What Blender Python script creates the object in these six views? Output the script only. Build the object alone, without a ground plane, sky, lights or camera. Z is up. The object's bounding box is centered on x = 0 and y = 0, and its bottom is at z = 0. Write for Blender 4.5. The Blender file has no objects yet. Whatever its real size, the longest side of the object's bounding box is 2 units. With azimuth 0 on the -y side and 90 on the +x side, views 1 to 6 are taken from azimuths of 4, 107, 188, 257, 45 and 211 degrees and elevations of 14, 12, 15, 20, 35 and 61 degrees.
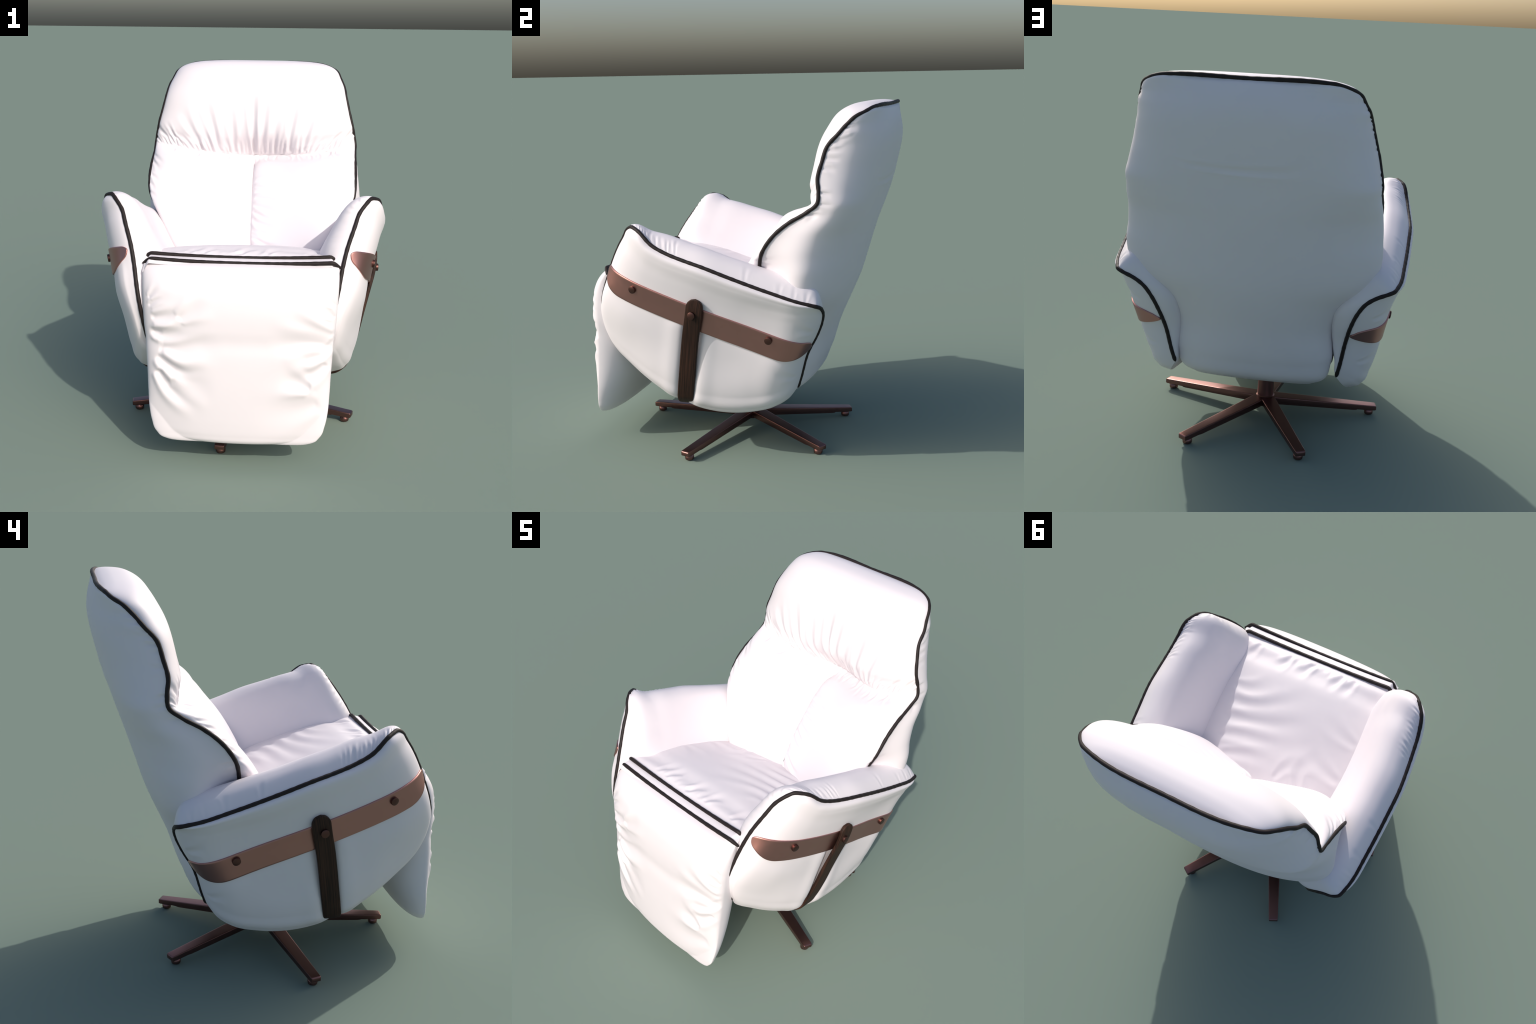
import bpy, math
import numpy as np
from mathutils import Vector
from mathutils.bvhtree import BVHTree

rng = np.random.default_rng(7)

# ------------------------------------------------------------------ helpers
def hermite(t, P, q):
    """Cubic Hermite spline through P at knots t (monotone-limited tangents), sampled at q."""
    t = np.asarray(t, float); P = np.asarray(P, float)
    if P.ndim == 1:
        P = P[:, None]
    h = np.diff(t); d = np.diff(P, axis=0) / h[:, None]
    m = np.zeros_like(P)
    m[1:-1] = (h[1:, None] * d[:-1] + h[:-1, None] * d[1:]) / (h[1:] + h[:-1])[:, None]
    m[0], m[-1] = d[0], d[-1]
    q = np.clip(np.asarray(q, float), t[0], t[-1])
    i = np.clip(np.searchsorted(t, q, side="right") - 1, 0, len(t) - 2)
    s = ((q - t[i]) / h[i])[:, None]; hh = h[i][:, None]
    return ((2*s**3 - 3*s**2 + 1) * P[i] + (s**3 - 2*s**2 + s) * hh * m[i]
            + (-2*s**3 + 3*s**2) * P[i+1] + (s**3 - s**2) * hh * m[i+1])

def arc(P):
    P = np.asarray(P, float)
    return np.r_[0, np.cumsum(np.linalg.norm(np.diff(P, axis=0), axis=1))]

def curve(P, n):
    """n points evenly spaced along a smooth curve through the control points P."""
    t = arc(P); dense = hermite(t, P, np.linspace(0, t[-1], 1500)); l = arc(dense)
    q = np.linspace(0, l[-1], n)
    return np.stack([np.interp(q, l, dense[:, k]) for k in range(3)], 1)

def table(knots, values, q):
    return hermite(knots, values, q)[:, 0]

def smooth(a, b, x):
    t = np.clip((x - a) / (b - a), 0, 1); return t*t*(3 - 2*t)

def grid_normals(P):
    du = np.gradient(P, axis=1); dv = np.gradient(P, axis=0)
    n = np.cross(du, dv); l = np.linalg.norm(n, axis=2, keepdims=True)
    return n / np.maximum(l, 1e-9)

def fold(X, Y, path, width, depth, ridge=0.55):
    """Height field of one soft wrinkle: a groove along path, with a lip on either side, fading at both ends."""
    p = np.asarray(path, float)
    q = curve(np.c_[p, np.zeros(len(p))], 24)[:, :2]
    best = np.full(X.shape, 9.0); tt = np.zeros(X.shape)
    seg = len(q) - 1
    for k in range(seg):
        a, b = q[k], q[k+1]; ab = b - a; L = ab @ ab
        s = np.clip(((X - a[0]) * ab[0] + (Y - a[1]) * ab[1]) / L, 0, 1)
        d = np.hypot(X - a[0] - s * ab[0], Y - a[1] - s * ab[1])
        m = d < best
        best = np.where(m, d, best); tt = np.where(m, (k + s) / seg, tt)
    w = width * (0.45 + 0.9 * tt)                      # narrow at its root, wide where it dies out
    fade = smooth(0, .10, tt) * (1 - smooth(.35, 1, tt))
    r = best / w
    return depth * fade * (-np.exp(-r*r) + ridge * np.exp(-((r - 1.75) / .8) ** 2))

THETA, MID = 0.025, -0.003                             # the upholstery sits turned a little on its base
def turn(P, dx=0.0, theta=THETA):
    P = np.asarray(P, float); Q = P.copy()
    Q[..., 0] = (P[..., 0] + dx) - P[..., 1] * theta + MID
    Q[..., 1] = P[..., 1] + (P[..., 0] + dx) * theta
    return Q

root = bpy.data.objects.new("recliner_armchair", None)
bpy.context.scene.collection.objects.link(root)
root["label"] = "white leather swivel recliner with dark piping and copper metal base"
root["category"] = "armchair"

def add(name, mesh, parent, mat=None):
    ob = bpy.data.objects.new(name, mesh)
    bpy.context.scene.collection.objects.link(ob)
    ob.parent = parent or root
    if mat and not mesh.materials:
        mesh.materials.append(mat)
    return ob

def make_mesh(name, verts, faces, smooth_shade=True):
    me = bpy.data.meshes.new(name)
    me.from_pydata([tuple(map(float, v)) for v in verts], [], faces)
    me.validate()
    if smooth_shade:
        me.polygons.foreach_set("use_smooth", [True] * len(me.polygons))
    me.update()
    return me

def grid_faces(n, m, wrap=False, flip=False, base=0):
    f = []
    for i in range(n - 1):
        for j in range(m if wrap else m - 1):
            k = (j + 1) % m
            q = (base + i*m + j, base + i*m + k, base + (i+1)*m + k, base + (i+1)*m + j)
            f.append(q[::-1] if flip else q)
    return f

def grid_part(name, P, parent, mat, wrap=False, flip=False, cap=False):
    n, m = P.shape[:2]
    faces = grid_faces(n, m, wrap, flip)
    if cap:
        a = list(range(m)); b = [(n-1)*m + j for j in range(m)]
        faces += [tuple(a if flip else a[::-1]), tuple(b[::-1] if flip else b)]
    return add(name, make_mesh(name, P.reshape(-1, 3), faces), parent, mat)

def tube(name, path, radius, parent, mat, closed=False, wobble=0.0):
    """A cord of round section along a path of points."""
    p = np.asarray(path, float); n = len(p)
    t = np.gradient(p, axis=0); t /= np.linalg.norm(t, axis=1, keepdims=True)
    up = np.array([0.31, 0.52, 0.79]); a = np.cross(t[0], up); a /= np.linalg.norm(a)
    rows = []
    ph = np.linspace(0, 2*np.pi, 10, endpoint=False)
    for i in range(n):
        a = a - t[i] * (a @ t[i]); a /= np.linalg.norm(a); b = np.cross(t[i], a)
        r = radius * (1 + wobble * math.sin(i * 0.9) * math.sin(i * 0.23))
        e = min(i, n - 1 - i)
        r *= (0.35, 0.75, 0.93)[e] if e < 3 else 1.0
        rows.append(p[i] + r * (np.cos(ph)[:, None] * a + np.sin(ph)[:, None] * b))
    return grid_part(name, np.array(rows), parent, mat, wrap=True, cap=True)

# ---------------------------------------------------------------- materials
def material(name):
    m = bpy.data.materials.new(name); m.use_nodes = True
    nt = m.node_tree; b = nt.nodes["Principled BSDF"]
    return m, nt, b

def leather(name, colour, rough=0.5):
    m, nt, b = material(name); N, L = nt.nodes, nt.links
    tc = N.new("ShaderNodeTexCoord")
    n1 = N.new("ShaderNodeTexNoise"); n1.inputs["Scale"].default_value = 6; n1.inputs["Detail"].default_value = 3
    L.new(tc.outputs["Object"], n1.inputs["Vector"])
    ramp = N.new("ShaderNodeValToRGB")
    ramp.color_ramp.elements[0].position = .3; ramp.color_ramp.elements[1].position = .7
    ramp.color_ramp.elements[0].color = (*[c * .985 for c in colour], 1)
    ramp.color_ramp.elements[1].color = (*colour, 1)
    L.new(n1.outputs["Fac"], ramp.inputs["Fac"]); L.new(ramp.outputs["Color"], b.inputs["Base Color"])
    v = N.new("ShaderNodeTexVoronoi"); v.inputs["Scale"].default_value = 260
    L.new(tc.outputs["Object"], v.inputs["Vector"])
    bp = N.new("ShaderNodeBump"); bp.inputs["Strength"].default_value = .05; bp.inputs["Distance"].default_value = .001
    L.new(v.outputs["Distance"], bp.inputs["Height"]); L.new(bp.outputs["Normal"], b.inputs["Normal"])
    b.inputs["Roughness"].default_value = rough
    return m

def cord(name, colour):
    m, nt, b = material(name); N, L = nt.nodes, nt.links
    tc = N.new("ShaderNodeTexCoord")
    n1 = N.new("ShaderNodeTexNoise"); n1.inputs["Scale"].default_value = 90
    L.new(tc.outputs["Object"], n1.inputs["Vector"])
    mx = N.new("ShaderNodeMix"); mx.data_type = "RGBA"
    mx.inputs[6].default_value = (*[c * .8 for c in colour], 1); mx.inputs[7].default_value = (*colour, 1)
    L.new(n1.outputs["Fac"], mx.inputs[0]); L.new(mx.outputs[2], b.inputs["Base Color"])
    b.inputs["Roughness"].default_value = .6; b.inputs["Specular IOR Level"].default_value = .3
    return m

def metal(name, colour, rough, metallic=1.0):
    m, nt, b = material(name); N, L = nt.nodes, nt.links
    tc = N.new("ShaderNodeTexCoord")
    n1 = N.new("ShaderNodeTexNoise"); n1.inputs["Scale"].default_value = 25; n1.inputs["Detail"].default_value = 4
    L.new(tc.outputs["Object"], n1.inputs["Vector"])
    mr = N.new("ShaderNodeMapRange"); mr.inputs[3].default_value = rough - .04; mr.inputs[4].default_value = rough + .04
    L.new(n1.outputs["Fac"], mr.inputs[0]); L.new(mr.outputs[0], b.inputs["Roughness"])
    mx = N.new("ShaderNodeMix"); mx.data_type = "RGBA"
    mx.inputs[6].default_value = (*[c * .94 for c in colour], 1); mx.inputs[7].default_value = (*colour, 1)
    L.new(n1.outputs["Fac"], mx.inputs[0]); L.new(mx.outputs[2], b.inputs["Base Color"])
    b.inputs["Metallic"].default_value = metallic
    return m

def wood(name):
    m, nt, b = material(name); N, L = nt.nodes, nt.links
    tc = N.new("ShaderNodeTexCoord"); mp = N.new("ShaderNodeMapping")
    turn_ = N.new("ShaderNodeMapping"); turn_.inputs["Rotation"].default_value = (0.195, 0, 0)   # grain follows the strap
    mp.inputs["Scale"].default_value = (3, 110, 1.5)
    L.new(tc.outputs["Object"], turn_.inputs["Vector"]); L.new(turn_.outputs["Vector"], mp.inputs["Vector"])
    n1 = N.new("ShaderNodeTexNoise"); n1.inputs["Scale"].default_value = 2.2; n1.inputs["Detail"].default_value = 6
    n1.inputs["Distortion"].default_value = .6
    L.new(mp.outputs["Vector"], n1.inputs["Vector"])
    ramp = N.new("ShaderNodeValToRGB"); e = ramp.color_ramp.elements
    e[0].position, e[0].color = .36, (.014, .0075, .0055, 1)
    e[1].position, e[1].color = .66, (.056, .024, .015, 1)
    L.new(n1.outputs["Fac"], ramp.inputs["Fac"]); L.new(ramp.outputs["Color"], b.inputs["Base Color"])
    bp = N.new("ShaderNodeBump"); bp.inputs["Strength"].default_value = .25; bp.inputs["Distance"].default_value = .002
    L.new(n1.outputs["Fac"], bp.inputs["Height"]); L.new(bp.outputs["Normal"], b.inputs["Normal"])
    b.inputs["Roughness"].default_value = .55; b.inputs["Specular IOR Level"].default_value = .22
    return m

WHITE = leather("white_leather", (.80, .752, .785))
DARK = cord("dark_piping", (.017, .0115, .0115))
COPPER = metal("copper_metal", (.49, .250, .226), .37)
BASE = metal("bronze_metal", (.235, .118, .108), .33)
WOOD = wood("dark_wood")

# ----------------------------------------------------------------- backrest
# station: side seam x y z | crown of the front y z | middle of the rear y z | widest half width of the shell
BACK = np.array([
 (.320, .270, .338,  .240, .340,  .330, .340, .325),
 (.355, .255, .375,  .170, .400,  .390, .374, .384),
 (.370, .230, .520,  .090, .530,  .458, .490, .428),
 (.390, .205, .720,  .040, .700,  .530, .700, .438),
 (.430, .205, .840,  .020, .800,  .585, .830, .495),
 (.500, .215, .980,  .025, .930,  .638, .965, .622),
 (.560, .232, 1.120, .080, 1.050, .682, 1.110, .664),
 (.611, .262, 1.228, .152, 1.165, .713, 1.210, .668),
 (.622, .328, 1.322, .234, 1.270, .743, 1.305, .660),
 (.622, .408, 1.390, .288, 1.340, .764, 1.370, .652),
 (.620, .512, 1.453, .362, 1.395, .783, 1.435, .633),
 (.622, .566, 1.500, .490, 1.420, .798, 1.485, .626),
 (.612, .570, 1.560, .490, 1.475, .816, 1.540, .614),
 (.599, .562, 1.620, .472, 1.550, .836, 1.610, .607),
 (.576, .581, 1.709, .488, 1.680, .860, 1.710, .586),
 (.558, .603, 1.783, .512, 1.790, .875, 1.790, .568),
 (.543, .659, 1.848, .550, 1.878, .876, 1.860, .550),
 (.525, .690, 1.885, .590, 1.940, .870, 1.900, .530),
 (.502, .735, 1.930, .660, 1.985, .860, 1.935, .504),
 (.454, .784, 1.958, .745, 1.998, .851, 1.960, .456),
 (.400, .806, 1.974, .795, 1.993, .843, 1.970, .401),
 (.345, .820, 1.980, .832, 1.981, .836, 1.978, .346)])
NOTCH, BX = 11, .004
tb = arc(BACK[:, :3])
v_notch = tb[NOTCH]

def back_rows(q):
    return hermite(tb, BACK, q)

def back_shift(z):
    return BX + .013 * (1 - smooth(1.0, 1.35, z))

def back_front(q, nu, u0=-1, u1=1, head=False):
    S = back_rows(q); g = np.sin(np.linspace(u0, u1, nu) * math.pi / 2)
    G, Q = np.meshgrid(g, q)
    xs, ys, zs, yf, zf = [S[:, k][:, None] for k in range(5)]
    D = np.abs(Q - v_notch); seam = 1 - smooth(0, .10, D)    # both panels meet in one curve at the seam
    p = 7.0 - (3.3 * (1 - seam) if head else 0)
    e = np.sqrt(np.clip(1 - np.abs(G) ** p, 0, 1))
    X = back_shift(zs) + xs * G
    valley = .085 * (1 - smooth(0, .20, D)) if head else .085 + 0 * (1 - smooth(0, .05, D)) + .030 * smooth(0, .06, D) * (1 - smooth(.08, .30, D))  # the two lumbar lobes leave a valley between them
    wid = .38 + (-.06 if head else .06) * (1 - seam)
    yf = yf + valley * (1 - smooth(0, 1, np.abs(X - BX) / wid))
    near = 1 - smooth(.03, .20, D)
    ez = e + near * (1 - np.abs(G) ** 1.8 - e)               # the seam hangs in one long curve from side to side
    Y = ys + (yf - ys) * e; Z = zs + (zf - zs) * ez
    return np.stack([X, Y, Z], 2), G, Q

def head_wrinkles(X, D):
    """Gathers that fan up and outward from the seam under the head cushion."""
    h = np.zeros_like(X); r = np.random.default_rng(3)
    for x0 in np.linspace(-.57, .58, 44):
        x0 = x0 + r.uniform(-.012, .012); L = r.uniform(.08, .22) * (1 - .45 * abs(x0)); k = r.uniform(.12, .3)
        h += fold(X, D, [(x0, .004), (x0 + x0 * k * .35, L * .5), (x0 + x0 * k, L)], r.uniform(.008, .014), r.uniform(.003, .0075))
    for x0, x1, L, d in [(.0, -.012, .30, .011), (.06, .07, .28, .008), (-.21, -.29, .24, .009), (-.13, -.15, .24, .007),
                         (.22, .245, .27, .009), (.30, .36, .25, .008), (-.32, -.43, .20, .008), (.13, .14, .22, .007)]:
        h += fold(X, D, [(x0, .004), ((x0 + x1) / 2 - .01 * np.sign(x0), L * .5), (x1 * 1.1, L * 1.25)], .020, d * 1.2)
    return h

def lumbar_wrinkles(X, Z, D, side):
    h = np.zeros_like(X); r = np.random.default_rng(11 + side)
    n = 9 if side > 0 else 4
    for x0 in np.linspace(.03, .50, n):
        x0 = side * (x0 + r.uniform(-.012, .012)); L = r.uniform(.03, .075)
        h += fold(X, D, [(x0, .003), (x0 + r.uniform(-.01, .02), L * .5), (x0 + side * r.uniform(-.01, .04), L)], .009, r.uniform(.002, .006))
    if side > 0:                                       # pulls running off the middle seam
        for z0 in np.linspace(1.30, .96, 12):
            z0 += r.uniform(-.012, .012); L = r.uniform(.08, .30)
            h += fold(X, Z, [(.008, z0), (L * .5, z0 - .01 - .05 * r.uniform(0, 1) * (1.3 - z0) / .3), (L, z0 - .03 - .10 * (1.3 - z0))], .015, r.uniform(.004, .010))
    for z0 in np.linspace(1.44, 1.18, 6):              # tucks along the piping
        z0 += r.uniform(-.012, .012); L = r.uniform(.04, .09)
        xe = side * .615
        h += fold(X, Z, [(xe, z0), (xe - side * L * .5, z0 - .02), (xe - side * L, z0 - .05)], .013, r.uniform(.002, .0045))
    return h

backrest = None
# rear shell
q = np.unique(np.r_[np.linspace(tb[0], tb[-1], 170), tb])
S = back_rows(q); g = np.sin(np.linspace(-1, 1, 140) * math.pi / 2)
G = np.broadcast_to(g, (len(q), len(g)))
xs, ys, zs, yr, zr, W = [S[:, k][:, None] for k in (0, 1, 2, 5, 6, 7)]
e = np.sqrt(np.clip(1 - np.abs(G) ** (2.5 + .8 * smooth(1.3, 1.55, zs) * (1 - smooth(1.75, 1.9, zs))), 0, 1))
X = BX + (back_shift(zs) - BX) * G ** 6 + (.006 - .014 * (1 - smooth(.65, 1.0, zs))) * (1 - G ** 8) + xs * G + (.10 * xs * (1 - smooth(1.45, 1.7, zs)) + 2.1 * np.maximum(W - xs, 0)) * G * (1 - np.abs(G) ** 9)
P = np.stack([X, ys + (yr - ys) * e, zs + (zr - zs) * e], 2)
N = grid_normals(P); N *= np.sign(N[90, 70, 1])
step = np.linalg.norm(np.diff(P, axis=1), axis=2)
d_left = np.concatenate([np.zeros((len(q), 1)), np.cumsum(step, 1)], 1); d_right = d_left[:, -1:] - d_left
Zrow = np.broadcast_to(zs, d_left.shape)
relief = np.zeros_like(d_left); r = np.random.default_rng(5)
for z0 in (1.10, 1.14, 1.175, 1.21, 1.45, 1.50, 1.545, 1.68, 1.735, 1.765, 1.80, 1.83, 1.87, 1.90):
    for dd in (d_left, d_right):
        L = r.uniform(.05, .11); zz = z0 + r.uniform(-.012, .012)
        relief += fold(dd, Zrow, [(.006, zz), (L * .5, zz - .004), (L, zz + r.uniform(-.03, .01))], .011, r.uniform(.003, .006))
# faint line of the head mechanism showing through the rear cover
relief += fold(P[..., 0], P[..., 2], [(-.31, 1.76), (-.295, 1.66), (-.275, 1.60), (-.24, 1.583), (-.10, 1.567), (.10, 1.565), (.30, 1.585), (.36, 1.60)][::-1], .016, .006)
P = P + N * relief[..., None]
backrest = grid_part("backrest", P, root, WHITE, flip=False)

# head cushion
q = np.r_[v_notch + (tb[-1] - v_notch) * np.linspace(0, 1, 150) ** 1.25]
P, G, Q = back_front(q, 240, head=True)
D = Q - v_notch
N = grid_normals(P); N *= -np.sign(N[75, 100, 1])
def seam_pinch(D, G):
    return .026 * np.exp(-D / .016) * np.clip(1 - np.abs(G) ** 2.5, 0, 1)
def pucker(X):
    return .004 * np.sin(X * 95 + 2 * np.sin(X * 23)) * (.5 + .5 * np.sin(X * 31 + 1))
P = P + N * head_wrinkles(P[..., 0] - BX, D)[..., None]
P[..., 1] += seam_pinch(D, G); P[..., 2] += pucker(P[..., 0]) * np.exp(-D / .02) * np.clip(1 - G ** 6, 0, 1)
grid_part("head_cushion", P, backrest, WHITE)

# lumbar panels, one on each side of the middle seam
for side in (-1, 1):
    q = tb[2] + (v_notch - tb[2]) * (1 - np.linspace(1, 0, 150) ** 1.3)
    P, G, Q = back_front(q, 150, *((-1, 0) if side < 0 else (0, 1)))
    D = v_notch - Q
    xm = np.abs(P[..., 0] - BX)
    N = grid_normals(P); N *= -np.sign(N[75, 75, 1])
    disp = (- (.018 * np.exp(-xm / .008) + .026 * np.exp(-xm / .040)) * smooth(0, .035, D) + lumbar_wrinkles(P[..., 0] - BX, P[..., 2], D, side))
    P = P + N * disp[..., None]
    P[..., 1] += seam_pinch(D, G); P[..., 2] += pucker(P[..., 0]) * np.exp(-D / .02) * np.clip(1 - G ** 6, 0, 1)
    grid_part("lumbar_panel", P, backrest, WHITE)

# piping round the back
k = BACK[4:, :3]
sh = np.stack([back_shift(k[:, 2]), 0 * k[:, 2], 0 * k[:, 2]], 1)
path = np.vstack([k + sh, [(BX, .835, 1.981)], (k * (-1, 1, 1) + sh)[::-1]])
tube("piping", curve(path, 420), .0106, backrest, DARK, wobble=.06)

# ---------------------------------------------------------------- armrests
TOP = [(.705, .555, .972), (.728, .47, .993), (.742, .33, 1.037), (.757, .10, 1.115), (.762, -.05, 1.168),
       (.755, -.15, 1.196), (.745, -.25, 1.228), (.735, -.335, 1.268), (.712, -.415, 1.336), (.670, -.475, 1.356)]
FRONT = [(.670, -.475, 1.356), (.640, -.515, 1.33), (.606, -.548, 1.288), (.587, -.585, 1.238), (.542, -.660, 1.115), (.522, -.700, 1.03), (.506, -.738, .94),
         (.489, -.762, .85), (.472, -.755, .75), (.455, -.70, .62)]
REAR = [(.705, .555, .972), (.670, .567, .958), (.625, .565, .938), (.565, .56, .895), (.53, .545, .84),
        (.50, .512, .76), (.475, .455, .65), (.448, .405, .485), (.435, .385, .425)]
BOTTOM = [(.435, .385, .425), (.468, .34, .368), (.49, .27, .325), (.495, .15, .287), (.50, 0, .270), (.50, -.15, .284),
          (.50, -.30, .335), (.495, -.45, .41), (.480, -.60, .52), (.455, -.70, .62)]
NU, NV = 220, 160
top, bot = curve(TOP, NU), curve(BOTTOM, NU)
rear, front = curve(REAR, NV), curve(FRONT, NV)
wu = .5 - .5 * np.cos(np.linspace(0, math.pi, NU)); wv = .5 - .5 * np.cos(np.linspace(0, math.pi, NV))
def resample(c, w):
    t = np.linspace(0, 1, len(c)); return np.stack([np.interp(w, t, c[:, k]) for k in range(3)], 1)
top, bot, rear, front = resample(top, wu), resample(bot, wu), resample(rear, wv), resample(front, wv)
U, V = np.meshgrid(wu, wv)
Ue, Ve = U[..., None], V[..., None]
COONS = ((1 - Ve) * top[None] + Ve * bot[None] + (1 - Ue) * rear[:, None] + Ue * front[:, None]
         - (1 - Ue) * (1 - Ve) * top[0] - Ue * (1 - Ve) * top[-1] - (1 - Ue) * Ve * bot[0] - Ue * Ve * bot[-1])
def across(u, p, r=.5):
    return np.clip(1 - np.abs(2*u - 1) ** p, 0, 1) ** r

vb = [0, .03, .10, .2, .42, .6, .85, .95, .985, 1]
bulge_out = table(vb, [0, .033, .068, .085, .102, .103, .095, .072, .040, 0], wv)[:, None] * np.where(U < .5, across(U, 9, .5), across(U, 5, .5))
bulge_out *= 1 + .28 * (1 - smooth(.03, .35, U)) * smooth(.08, .25, V) * (1 - smooth(.6, .9, V))
bulge_out *= 1 - .38 * smooth(.58, .85, U) * smooth(.55, .80, V)
OUT = COONS.copy(); OUT[..., 0] += bulge_out
OUT[..., 1] -= .018 * np.exp(-((U - .95) / .05) ** 2) * (1 - smooth(.97, 1, U)) * smooth(.36, .55, V)   # rolls over the front cord

vi = [0, .02, .05, .1, .15, .2, .3, .45, .8, .95, 1]
fx = table(vi, [0, -.03, -.066, -.118, -.158, -.186, -.210, -.185, -.10, -.05, 0], wv)[:, None] * across(U, 5, .5)
fz = table(vi, [0, .058, .102, .118, .075, .022, -.01, 0, 0, 0, 0], wv)[:, None] * np.where(U < .5, across(U, 11, .5), across(U, 6, .5)) * (1 - .42 * smooth(.72, .97, U))
INN = COONS.copy(); INN[..., 0] += fx; INN[..., 2] += fz

def arm_outer_relief(Y, Z):
    """The cover is pressed in under the strap, swells beside it and tucks in under the band."""
    t = (Z - .34) / (.97 - .34); yc = -.235 + .125 * t
    d = Y - yc
    under = smooth(.30, .38, Z) * (1 - smooth(.80, .92, Z))
    h = under * (-.019 * np.exp(-(np.maximum(np.abs(d) - .030, 0) / np.where(d > 0, .032, .022)) ** 2) + .006 * np.exp(-((np.abs(d) - .10) / .05) ** 2))
    line = 1.118 - (Y + .655) * .333
    k = line - .10 - Z
    h += -.009 * np.exp(-((k) / .05) ** 2) * smooth(-.62, -.45, Y) * (1 - smooth(.33, .48, Y))
    r = np.random.default_rng(21)
    for y0, z0, y1, z1, d0 in [(.51, .80, .42, .84, .004), (.40, .52, .30, .55, .003)]:
        h += fold(Y, Z, [(y0, z0), ((y0 + y1) / 2, (z0 + z1) / 2 + .01), (y1, z1)], .024, d0)
    return h

def arm_inner_relief(U, V, seed):
    """Little pleats where the inner panel is gathered on to the piping."""
    h = np.zeros_like(U); r = np.random.default_rng(seed)
    S = U * 1.15; T = V * .95
    for s0 in list(np.linspace(.80, 1.13, 17)) + [.05, .12, .21, .40]:
        s0 += r.uniform(-.008, .008); L = r.uniform(.025, .055)
        h += fold(S, T, [(s0, .002), (s0 + .004, L * .5), (s0 + r.uniform(-.015, .015), L)], .0085 if s0 > .6 else .014, r.uniform(.0008, .0034) * (1 if s0 > .6 else .5))
    for t0 in np.linspace(.08, .45, 11):
        t0 += r.uniform(-.01, .01); L = r.uniform(.03, .06)
        h += fold(S, T, [(1.148, t0), (1.148 - L * .5, t0 + .004), (1.148 - L, t0 + .01)], .009, r.uniform(.001, .0035))
    return h

def bvh_of(P):
    n, m = P.shape[:2]
    return BVHTree.FromPolygons([tuple(v) for v in P.reshape(-1, 3)], grid_faces(n, m))
outer_bvh = bvh_of(OUT)
def surface_x(y, z):
    hit = outer_bvh.ray_cast(Vector((2, y, z)), Vector((-1, 0, 0)))
    return hit[0].x if hit[0] else None

# metal band: straight upper edge, ends swept up from below like a boat hull
BAND_F, BAND_R = (-.655, 1.118), (.492, .736)
def band_grid(n=150, m=16):
    s = .5 - .5 * np.cos(np.linspace(0, math.pi, n))
    L = math.hypot(BAND_R[0] - BAND_F[0], BAND_R[1] - BAND_F[1])
    ax = np.array([(BAND_R[0] - BAND_F[0]) / L, (BAND_R[1] - BAND_F[1]) / L]); nr = np.array([ax[1], -ax[0]])
    rows = []; wid = .130
    for si in s:
        d = min(si, 1 - si) * L
        lo = .030 + (wid - .030) * math.sqrt(max(0, 1 - (1 - min(d / .13, 1)) ** 2))
        hi = .020 * (1 - math.sqrt(max(0, 1 - (1 - min(d / .020, 1)) ** 2)))
        lo = max(lo, hi + .0005)
        rows.append([np.array(BAND_F) + ax * si * L + nr * (hi + (lo - hi) * t) for t in np.linspace(0, 1, m)])
    G2 = np.array(rows)
    Xs = np.zeros(G2.shape[:2])
    for i in range(n):
        for j in range(m):
            x = surface_x(*G2[i, j]); Xs[i, j] = x if x is not None else np.nan
    for j in range(m):
        ok = ~np.isnan(Xs[:, j]); Xs[:, j] = np.interp(np.arange(n), np.arange(n)[ok], Xs[ok, j])
    return np.concatenate([Xs[..., None], G2], 2)

def solid_sheet(P, lift, sink, bevel=.003):
    """Closed plate: top grid lifted off a surface grid, rounded rim, skirt sunk below."""
    N = grid_normals(P)
    if N[..., 0].mean() < 0:
        N = -N
    n, m = P.shape[:2]
    idx = [(i, 0) for i in range(n)] + [(n-1, j) for j in range(1, m)] + [(i, m-1) for i in range(n-2, -1, -1)] + [(0, j) for j in range(m-2, 0, -1)]
    c = P.mean((0, 1))
    T = P + N * lift
    verts = list(T.reshape(-1, 3)); faces = grid_faces(n, m)
    prev = [i*m + j for i, j in idx]; k = len(idx)
    for drop in (-bevel * .4, -bevel, -(lift + sink)):
        base = len(verts)
        for a, (i, j) in enumerate(idx):
            o = P[idx[(a+1) % k]] - P[idx[a-1]]
            w = np.cross(o, N[i, j]); l = np.linalg.norm(w); w = w / l if l > 1e-9 else w
            if w @ (P[i, j] - c) < 0: w = -w
            out = {0: .0012, 1: .002, 2: .002}[(0 if base == n*m else 1)]
            verts.append(T[i, j] + N[i, j] * drop + w * out)
        faces += [(prev[a], prev[(a+1) % k], base + (a+1) % k, base + a) for a in range(k)]
        prev = [base + a for a in range(k)]
    return np.array(verts), faces

band_surface = band_grid()
band_v, band_f = solid_sheet(band_surface, .007, .02)

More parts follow.
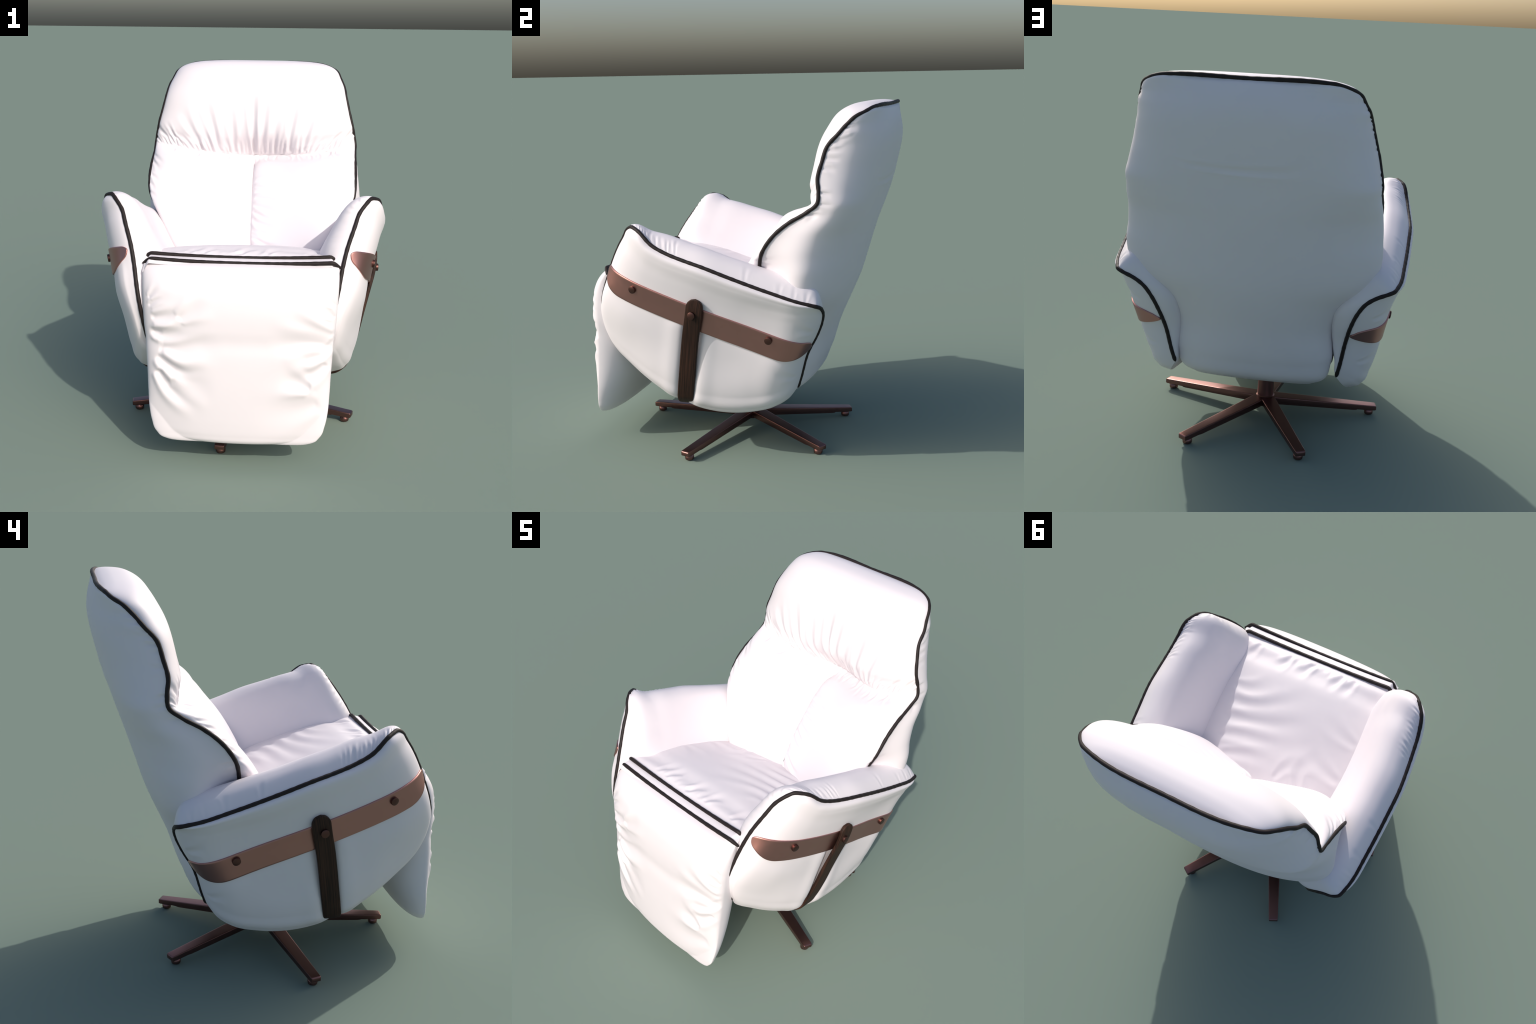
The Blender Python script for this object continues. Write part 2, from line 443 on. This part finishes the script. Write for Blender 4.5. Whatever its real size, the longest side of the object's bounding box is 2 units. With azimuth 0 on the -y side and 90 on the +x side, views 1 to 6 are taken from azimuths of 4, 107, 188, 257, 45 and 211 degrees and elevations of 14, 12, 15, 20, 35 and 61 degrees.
# dark wooden strap bent under the arm
STRAP = [(.742, -.096, .985), (.740, -.104, .93), (.733, -.114, .88), (.708, -.140, .78), (.677, -.167, .66), (.645, -.193, .53), (.614, -.215, .43),
         (.585, -.230, .365), (.535, -.240, .325), (.46, -.245, .312)]
sp = curve(STRAP, 120)
st = np.gradient(sp, axis=0); st /= np.linalg.norm(st, axis=1, keepdims=True)
ph = np.linspace(0, 2*np.pi, 40, endpoint=False)
rows = []
dist = arc(sp)
for i in range(len(sp)):
    side_dir = np.array([0, 1, 0.]) - st[i] * st[i][1]; side_dir /= np.linalg.norm(side_dir)
    nrm = np.cross(st[i], side_dir); nrm /= np.linalg.norm(nrm)
    if nrm[0] < 0 and i < 90: nrm = -nrm
    if i >= 90 and nrm @ last < 0: nrm = -nrm
    last = nrm
    r = .047
    hw = r * math.sqrt(max(0.0004, 1 - (1 - min(dist[i] / r, 1)) ** 2))
    c, s_ = np.cos(ph), np.sin(ph)
    a = hw * np.sign(c) * np.abs(c) ** .25; b = .011 * np.sign(s_) * np.abs(s_) ** .35
    rows.append(sp[i] - nrm * .006 + a[:, None] * side_dir + b[:, None] * nrm)
STRAP_RINGS = np.array(rows)

def bolt_mesh():
    prof = [(0, .013), (.018, .013), (.0205, .0115), (.021, .009), (.021, -.02), (0, -.02)]
    n = 32; V_, F_ = [], []
    for r, h in prof:
        for a in range(n):
            t = 2 * math.pi * a / n
            V_.append((h, r * math.cos(t), r * math.sin(t)))
    for i in range(len(prof) - 1):
        for a in range(n):
            F_.append((i*n + a, i*n + (a+1) % n, (i+1)*n + (a+1) % n, (i+1)*n + a))
    me = make_mesh("bolt", V_, F_)
    me.set_sharp_from_angle(angle=math.radians(40))
    return me
BOLT = bolt_mesh(); BOLT.materials.append(metal("dark_bronze", (.13, .065, .056), .42))
BOLTS = [(-.474, 1.010, .006), (-.118, .896, None), (.290, .767, .006)]

seam_loop = np.vstack([curve(FRONT, 120)[::-1], curve(TOP, 180)[::-1][1:], curve(REAR, 110)[1:]])
# rounder at the corners: smooth the loop lightly
for _ in range(6):
    seam_loop[1:-1] = .5 * seam_loop[1:-1] + .25 * (seam_loop[:-2] + seam_loop[2:])

for sgn in (1, -1):
    M = np.array([sgn, 1, 1])
    O = OUT.copy(); N = grid_normals(O); N *= np.sign(N[NV//2, NU//2, 0])
    O = O + N * arm_outer_relief(O[..., 1], O[..., 2])[..., None]
    I = INN.copy(); N = grid_normals(I); N *= -np.sign(N[NV//2, NU//2, 0])
    I = I + N * arm_inner_relief(U, V, 40 + sgn)[..., None]
    arm = grid_part("armrest", turn(O * M), root, WHITE, flip=sgn > 0)
    grid_part("inner_panel", turn(I * M), arm, WHITE, flip=sgn < 0)
    tube("piping", turn(seam_loop * M), .0106, arm, DARK, wobble=.06)
    band = add("metal_band", make_mesh("metal_band", turn(band_v * M), band_f), arm, COPPER)
    grid_part("strap", turn(STRAP_RINGS * M), arm, WOOD, wrap=True, cap=True)
    for y, z, up in BOLTS:
        x = surface_x(y, z) + up if up is not None else .742
        e = 4e-3
        n = np.array([1, -(surface_x(y+e, z) - surface_x(y-e, z)) / (2*e), -(surface_x(y, z+e) - surface_x(y, z-e)) / (2*e)])
        if up is None: n = np.array([1, 0, -.03])
        n /= np.linalg.norm(n)
        b = add("bolt", BOLT, arm)
        nv = Vector(turn(n * M) - turn(np.zeros(3)))
        b.rotation_mode = "QUATERNION"; b.rotation_quaternion = Vector((1, 0, 0)).rotation_difference(nv)
        b.location = Vector(turn(np.array([x, y, z]) * M))

# -------------------------------------------------------------------- seat
SX = .012
SEAT = [(-.738, 1.045), (-.716, 1.064), (-.690, 1.072), (-.672, 1.074), (-.657, 1.074), (-.645, 1.076), (-.61, 1.087), (-.55, 1.086), (-.48, 1.087), (-.40, 1.075),
        (-.30, 1.053), (-.16, 1.010), (0, .958), (.10, .915), (.25, .85)]
ss = np.array(SEAT); ts = arc(ss)
prof = hermite(ts, ss, np.linspace(0, ts[-1], 190))
g = np.linspace(-1, 1, 170)
Gs, Ys = np.meshgrid(g, prof[:, 0]); Zs = np.broadcast_to(prof[:, 1][:, None], Gs.shape)
half = np.interp(Ys, [-.7, -.6, .1, .3], [.488, .49, .46, .44])
drop = smooth(-.70, -.5, Ys) * .035 * np.abs(Gs) ** 2.5 + .05 * smooth(.93, 1.0, np.abs(Gs)) - .014 * np.abs(Gs) ** 3 * (1 - smooth(-.70, -.5, Ys))
def seat_wrinkles(X, Y):
    h = np.zeros_like(X); r = np.random.default_rng(9)
    for path, w, d in [([(.38, -.33), (.28, -.33), (.12, -.41)], .030, .008), ([(.37, -.24), (.22, -.24), (.00, -.34), (-.14, -.44)], .038, .011),
                       ([(.36, -.13), (.21, -.16), (-.02, -.22), (-.22, -.33)], .040, .012), ([(.35, -.03), (.18, -.07), (-.06, -.10), (-.20, -.18)], .034, .010),
                       ([(.28, .06), (.08, .01), (-.14, -.03)], .028, .009), ([(-.24, .10), (-.20, -.02), (-.30, -.14)], .026, .008),
                       ([(-.08, .08), (-.12, .00), (-.22, -.07)], .024, .007), ([(-.44, -.04), (-.28, -.09), (-.12, -.22)], .032, .007), ([(-.44, -.26), (-.30, -.30), (-.18, -.38)], .030, .005)]:
        h += fold(X, Y, path, w * 1.15, d * .45)
    for x0 in (-.27, -.20, -.13, -.09, -.03, .00, .07, .12, .33):
        L = r.uniform(.05, .16); x0 += r.uniform(-.01, .01)
        h += fold(X, Y, [(x0, -.625), (x0 + .03, -.625 + L * .5), (x0 + .075, -.625 + L)], .024, r.uniform(.0015, .005))
    return h
P = np.stack([Gs * half, Ys, Zs - drop], 2)
N = grid_normals(P); P = P + N * np.sign(N[..., 2:]) * seat_wrinkles(P[..., 0], P[..., 1])[..., None]
seat = grid_part("seat", turn(P, SX), root, WHITE)
ex = np.linspace(-1, 1, 120)
def front_cord(y, z, w):
    end = smooth(.90, 1.0, np.abs(ex))
    return np.stack([ex * w, y + .02 * end, z - .006 + .018 * ex ** 2 - .032 * end], 1)
tube("piping", turn(front_cord(-.664, 1.080, .498), SX + .006, .014), .0106, seat, DARK, wobble=.05)
# frame box under the seat
bx = [(-.46, .92), (-.44, .58), (-.30, .43), (.20, .41), (.25, .44), (.27, .86)]
rows = []
for xx in (-.40, -.39, -.36, .36, .39, .40):
    inset = .02 if abs(xx) > .395 else (.006 if abs(xx) > .38 else 0)
    rows.append([(xx, y + (inset if y < 0 else -inset), z + inset) for y, z in bx])
grid_part("seat_frame", turn(np.array(rows)), seat, WHITE)

# ---------------------------------------------------------------- footrest
FX = .036
FOOT = np.array([  # z, half width, front y, back y
 (.144, .275, -.845, -.810), (.148, .335, -.858, -.785), (.160, .380, -.867, -.762), (.19, .416, -.873, -.734), (.25, .441, -.878, -.696), (.31, .453, -.880, -.660),
 (.40, .460, -.881, -.612), (.50, .464, -.880, -.575), (.62, .470, -.875, -.55), (.68, .473, -.868, -.545), (.75, .481, -.870, -.53),
 (.86, .488, -.862, -.52), (.95, .492, -.840, -.52), (1.012, .493, -.804, -.53), (1.048, .490, -.764, -.55), (1.063, .485, -.722, -.58)])
tf = arc(FOOT[:, [0, 2]]); qf = np.linspace(0, tf[-1], 200); R = hermite(tf, FOOT, qf)
def footrest_wrinkles(X, Z):
    """Slack folds pulled in from both side seams."""
    h = np.zeros_like(X)
    for path, w, d in [
        ([(-.45, .728), (-.36, .724), (-.27, .757), (-.19, .838)], .020, .013), ([(-.40, .675), (-.28, .68), (-.12, .705)], .030, .010),
        ([(-.40, .640), (-.33, .630), (-.24, .612)], .020, .009), ([(-.41, .615), (-.31, .535), (-.15, .480)], .024, .013),
        ([(-.41, .540), (-.33, .440), (-.225, .350)], .021, .014), ([(-.34, .490), (-.25, .455), (-.14, .430)], .022, .008),
        ([(-.45, .895), (-.42, .93), (-.385, .960)], .013, .007), ([(-.45, .855), (-.40, .90), (-.34, .93)], .013, .006), ([(-.30, .80), (-.245, .84), (-.205, .91)], .020, .007),
        ([(-.44, .80), (-.37, .81), (-.30, .83)], .018, .007),
        ([(.475, .680), (.37, .702), (.20, .690)], .024, .013), ([(.475, .720), (.40, .75), (.31, .810)], .020, .009),
        ([(.475, .672), (.40, .640), (.33, .610)], .018, .008), ([(.45, .590), (.37, .535), (.29, .530)], .022, .009),
        ([(.37, .460), (.32, .48), (.26, .525)], .022, .008), ([(.475, .875), (.455, .90), (.42, .93)], .012, .006), ([(.475, .815), (.455, .84), (.42, .87)], .013, .007),
        ([(.42, .38), (.27, .34), (.12, .28)], .035, .005)]:
        path = path[:-1] + [(path[-1][0] * (.72 if w > .015 else 1), path[-1][1])]
        h += fold(X, Z, path, w * (1.35 if w < .015 else 1.75), d * (.8 if w < .015 else 1.15))
    return h
# front half of each ring is sampled finely for the wrinkles
lin = np.concatenate([np.linspace(-1, 1, 170), np.linspace(1, -1, 50)[1:-1]])
lin = np.sin(lin * math.pi / 2)
# even spacing in x with rounded vertical edges
fy = np.clip(1 - np.abs(lin) ** 9, 0, 1) ** .5
rear_half = np.arange(len(lin)) >= 170
fy = np.where(rear_half, np.clip(1 - np.abs(lin) ** 3, 0, 1) ** .5, fy)
crown = np.where(rear_half, 0, np.abs(lin) ** 2.3)[None] * (.047 - .016 * smooth(.25, .50, R[:, 0]) - .010 * smooth(.70, .97, R[:, 0]))[:, None]
sign = np.r_[-np.ones(170), np.ones(48)]
mid = (R[:, 2] * .72 + R[:, 3] * .28)[:, None]
hd = np.where(sign[None] < 0, R[:, 2][:, None] - mid, R[:, 3][:, None] - mid)
Pz = np.broadcast_to(R[:, 0][:, None], (len(qf), len(lin)))
P = np.stack([R[:, 1][:, None] * lin[None], mid + (hd + np.minimum(crown, .6 * np.abs(hd))) * fy[None], Pz], 2)
wr = footrest_wrinkles(P[..., 0], P[..., 2]) * (sign[None] < 0)
P[..., 1] -= wr
footrest = grid_part("footrest", turn(P, FX, -.004), root, WHITE, wrap=True, cap=True)
tube("piping", turn(front_cord(-.722, 1.066, .500), FX - .004, .006), .0106, footrest, DARK, wobble=.05)

# -------------------------------------------------------------------- base
HUB = np.array([-.012, -.02])
prof = [(0, .45), (.047, .45), (.047, .112), (.052, .108), (.056, .104), (.056, .060), (.050, .050), (0, .050)]
n = 48; Vv, Ff = [], []
for r, h in prof:
    for a in range(n):
        t = 2 * math.pi * a / n; Vv.append((HUB[0] + r * math.cos(t), HUB[1] + r * math.sin(t), h))
for i in range(len(prof) - 1):
    for a in range(n):
        Ff.append((i*n + a, (i+1)*n + a, (i+1)*n + (a+1) % n, i*n + (a+1) % n))
me = make_mesh("column", Vv, Ff); me.set_sharp_from_angle(angle=math.radians(35))
column = add("column", me, root, BASE)

def bevel_box_loft(st, name):
    """Loft of rounded rectangles: stations (r, half width, z top, z bottom)."""
    ph = np.linspace(0, 2*np.pi, 32, endpoint=False); c, s = np.cos(ph), np.sin(ph)
    rows = []
    for r, w, zt, zb in st:
        rows.append(np.stack([np.full(32, r), w * np.sign(c) * np.abs(c) ** .14,
                              (zt + zb) / 2 + (zt - zb) / 2 * np.sign(s) * np.abs(s) ** .2], 1))
    P = np.array(rows); n, m = P.shape[:2]
    f = grid_faces(n, m, wrap=True, flip=True) + [tuple(range(m)), tuple((n-1)*m + j for j in reversed(range(m)))]
    me = make_mesh(name, P.reshape(-1, 3), f); me.set_sharp_from_angle(angle=math.radians(50)); return me
LEG = bevel_box_loft([(.0, .042, .108, .074), (.06, .042, .106, .072), (.3, .036, .087, .053), (.62, .0285, .062, .031),
                      (.655, .0275, .0595, .030), (.662, .026, .057, .032), (.664, .022, .053, .036)], "leg")
RIB = bevel_box_loft([(.03, .028, .080, .056), (.25, .025, .065, .044), (.53, .020, .042, .027), (.548, .019, .040, .028), (.552, .015, .038, .031)], "rib")
gl = [(0, 0), (.020, 0), (.0245, .003), (.026, .009), (.026, .036), (0, .036)]
Vv, Ff = [], []
for r, h in gl:
    for a in range(24):
        t = 2 * math.pi * a / 24; Vv.append((r * math.cos(t), r * math.sin(t), h))
for i in range(len(gl) - 1):
    for a in range(24):
        Ff.append((i*24 + a, i*24 + (a+1) % 24, (i+1)*24 + (a+1) % 24, (i+1)*24 + a))
GLIDE = make_mesh("glide", Vv, Ff)
for me in (LEG, RIB, GLIDE):
    me.materials.append(BASE)
FEET = [(-.075, -.66), (.593, -.203), (.323, .487), (-.287, .513), (-.616, -.146)]
for fx_, fy_ in FEET:
    d = np.array([fx_, fy_]) - HUB; r = np.linalg.norm(d); a = math.atan2(d[1], d[0])
    leg = add("leg", LEG, root)
    leg.location = (HUB[0], HUB[1], 0); leg.rotation_euler = (0, 0, a); leg.scale = (r / .622, 1, 1)
    rib = add("rib", RIB, leg)
    gl_ = add("glide", GLIDE, leg); gl_.location = (.622, 0, 0); gl_.scale = (.622 / r, 1, 1)
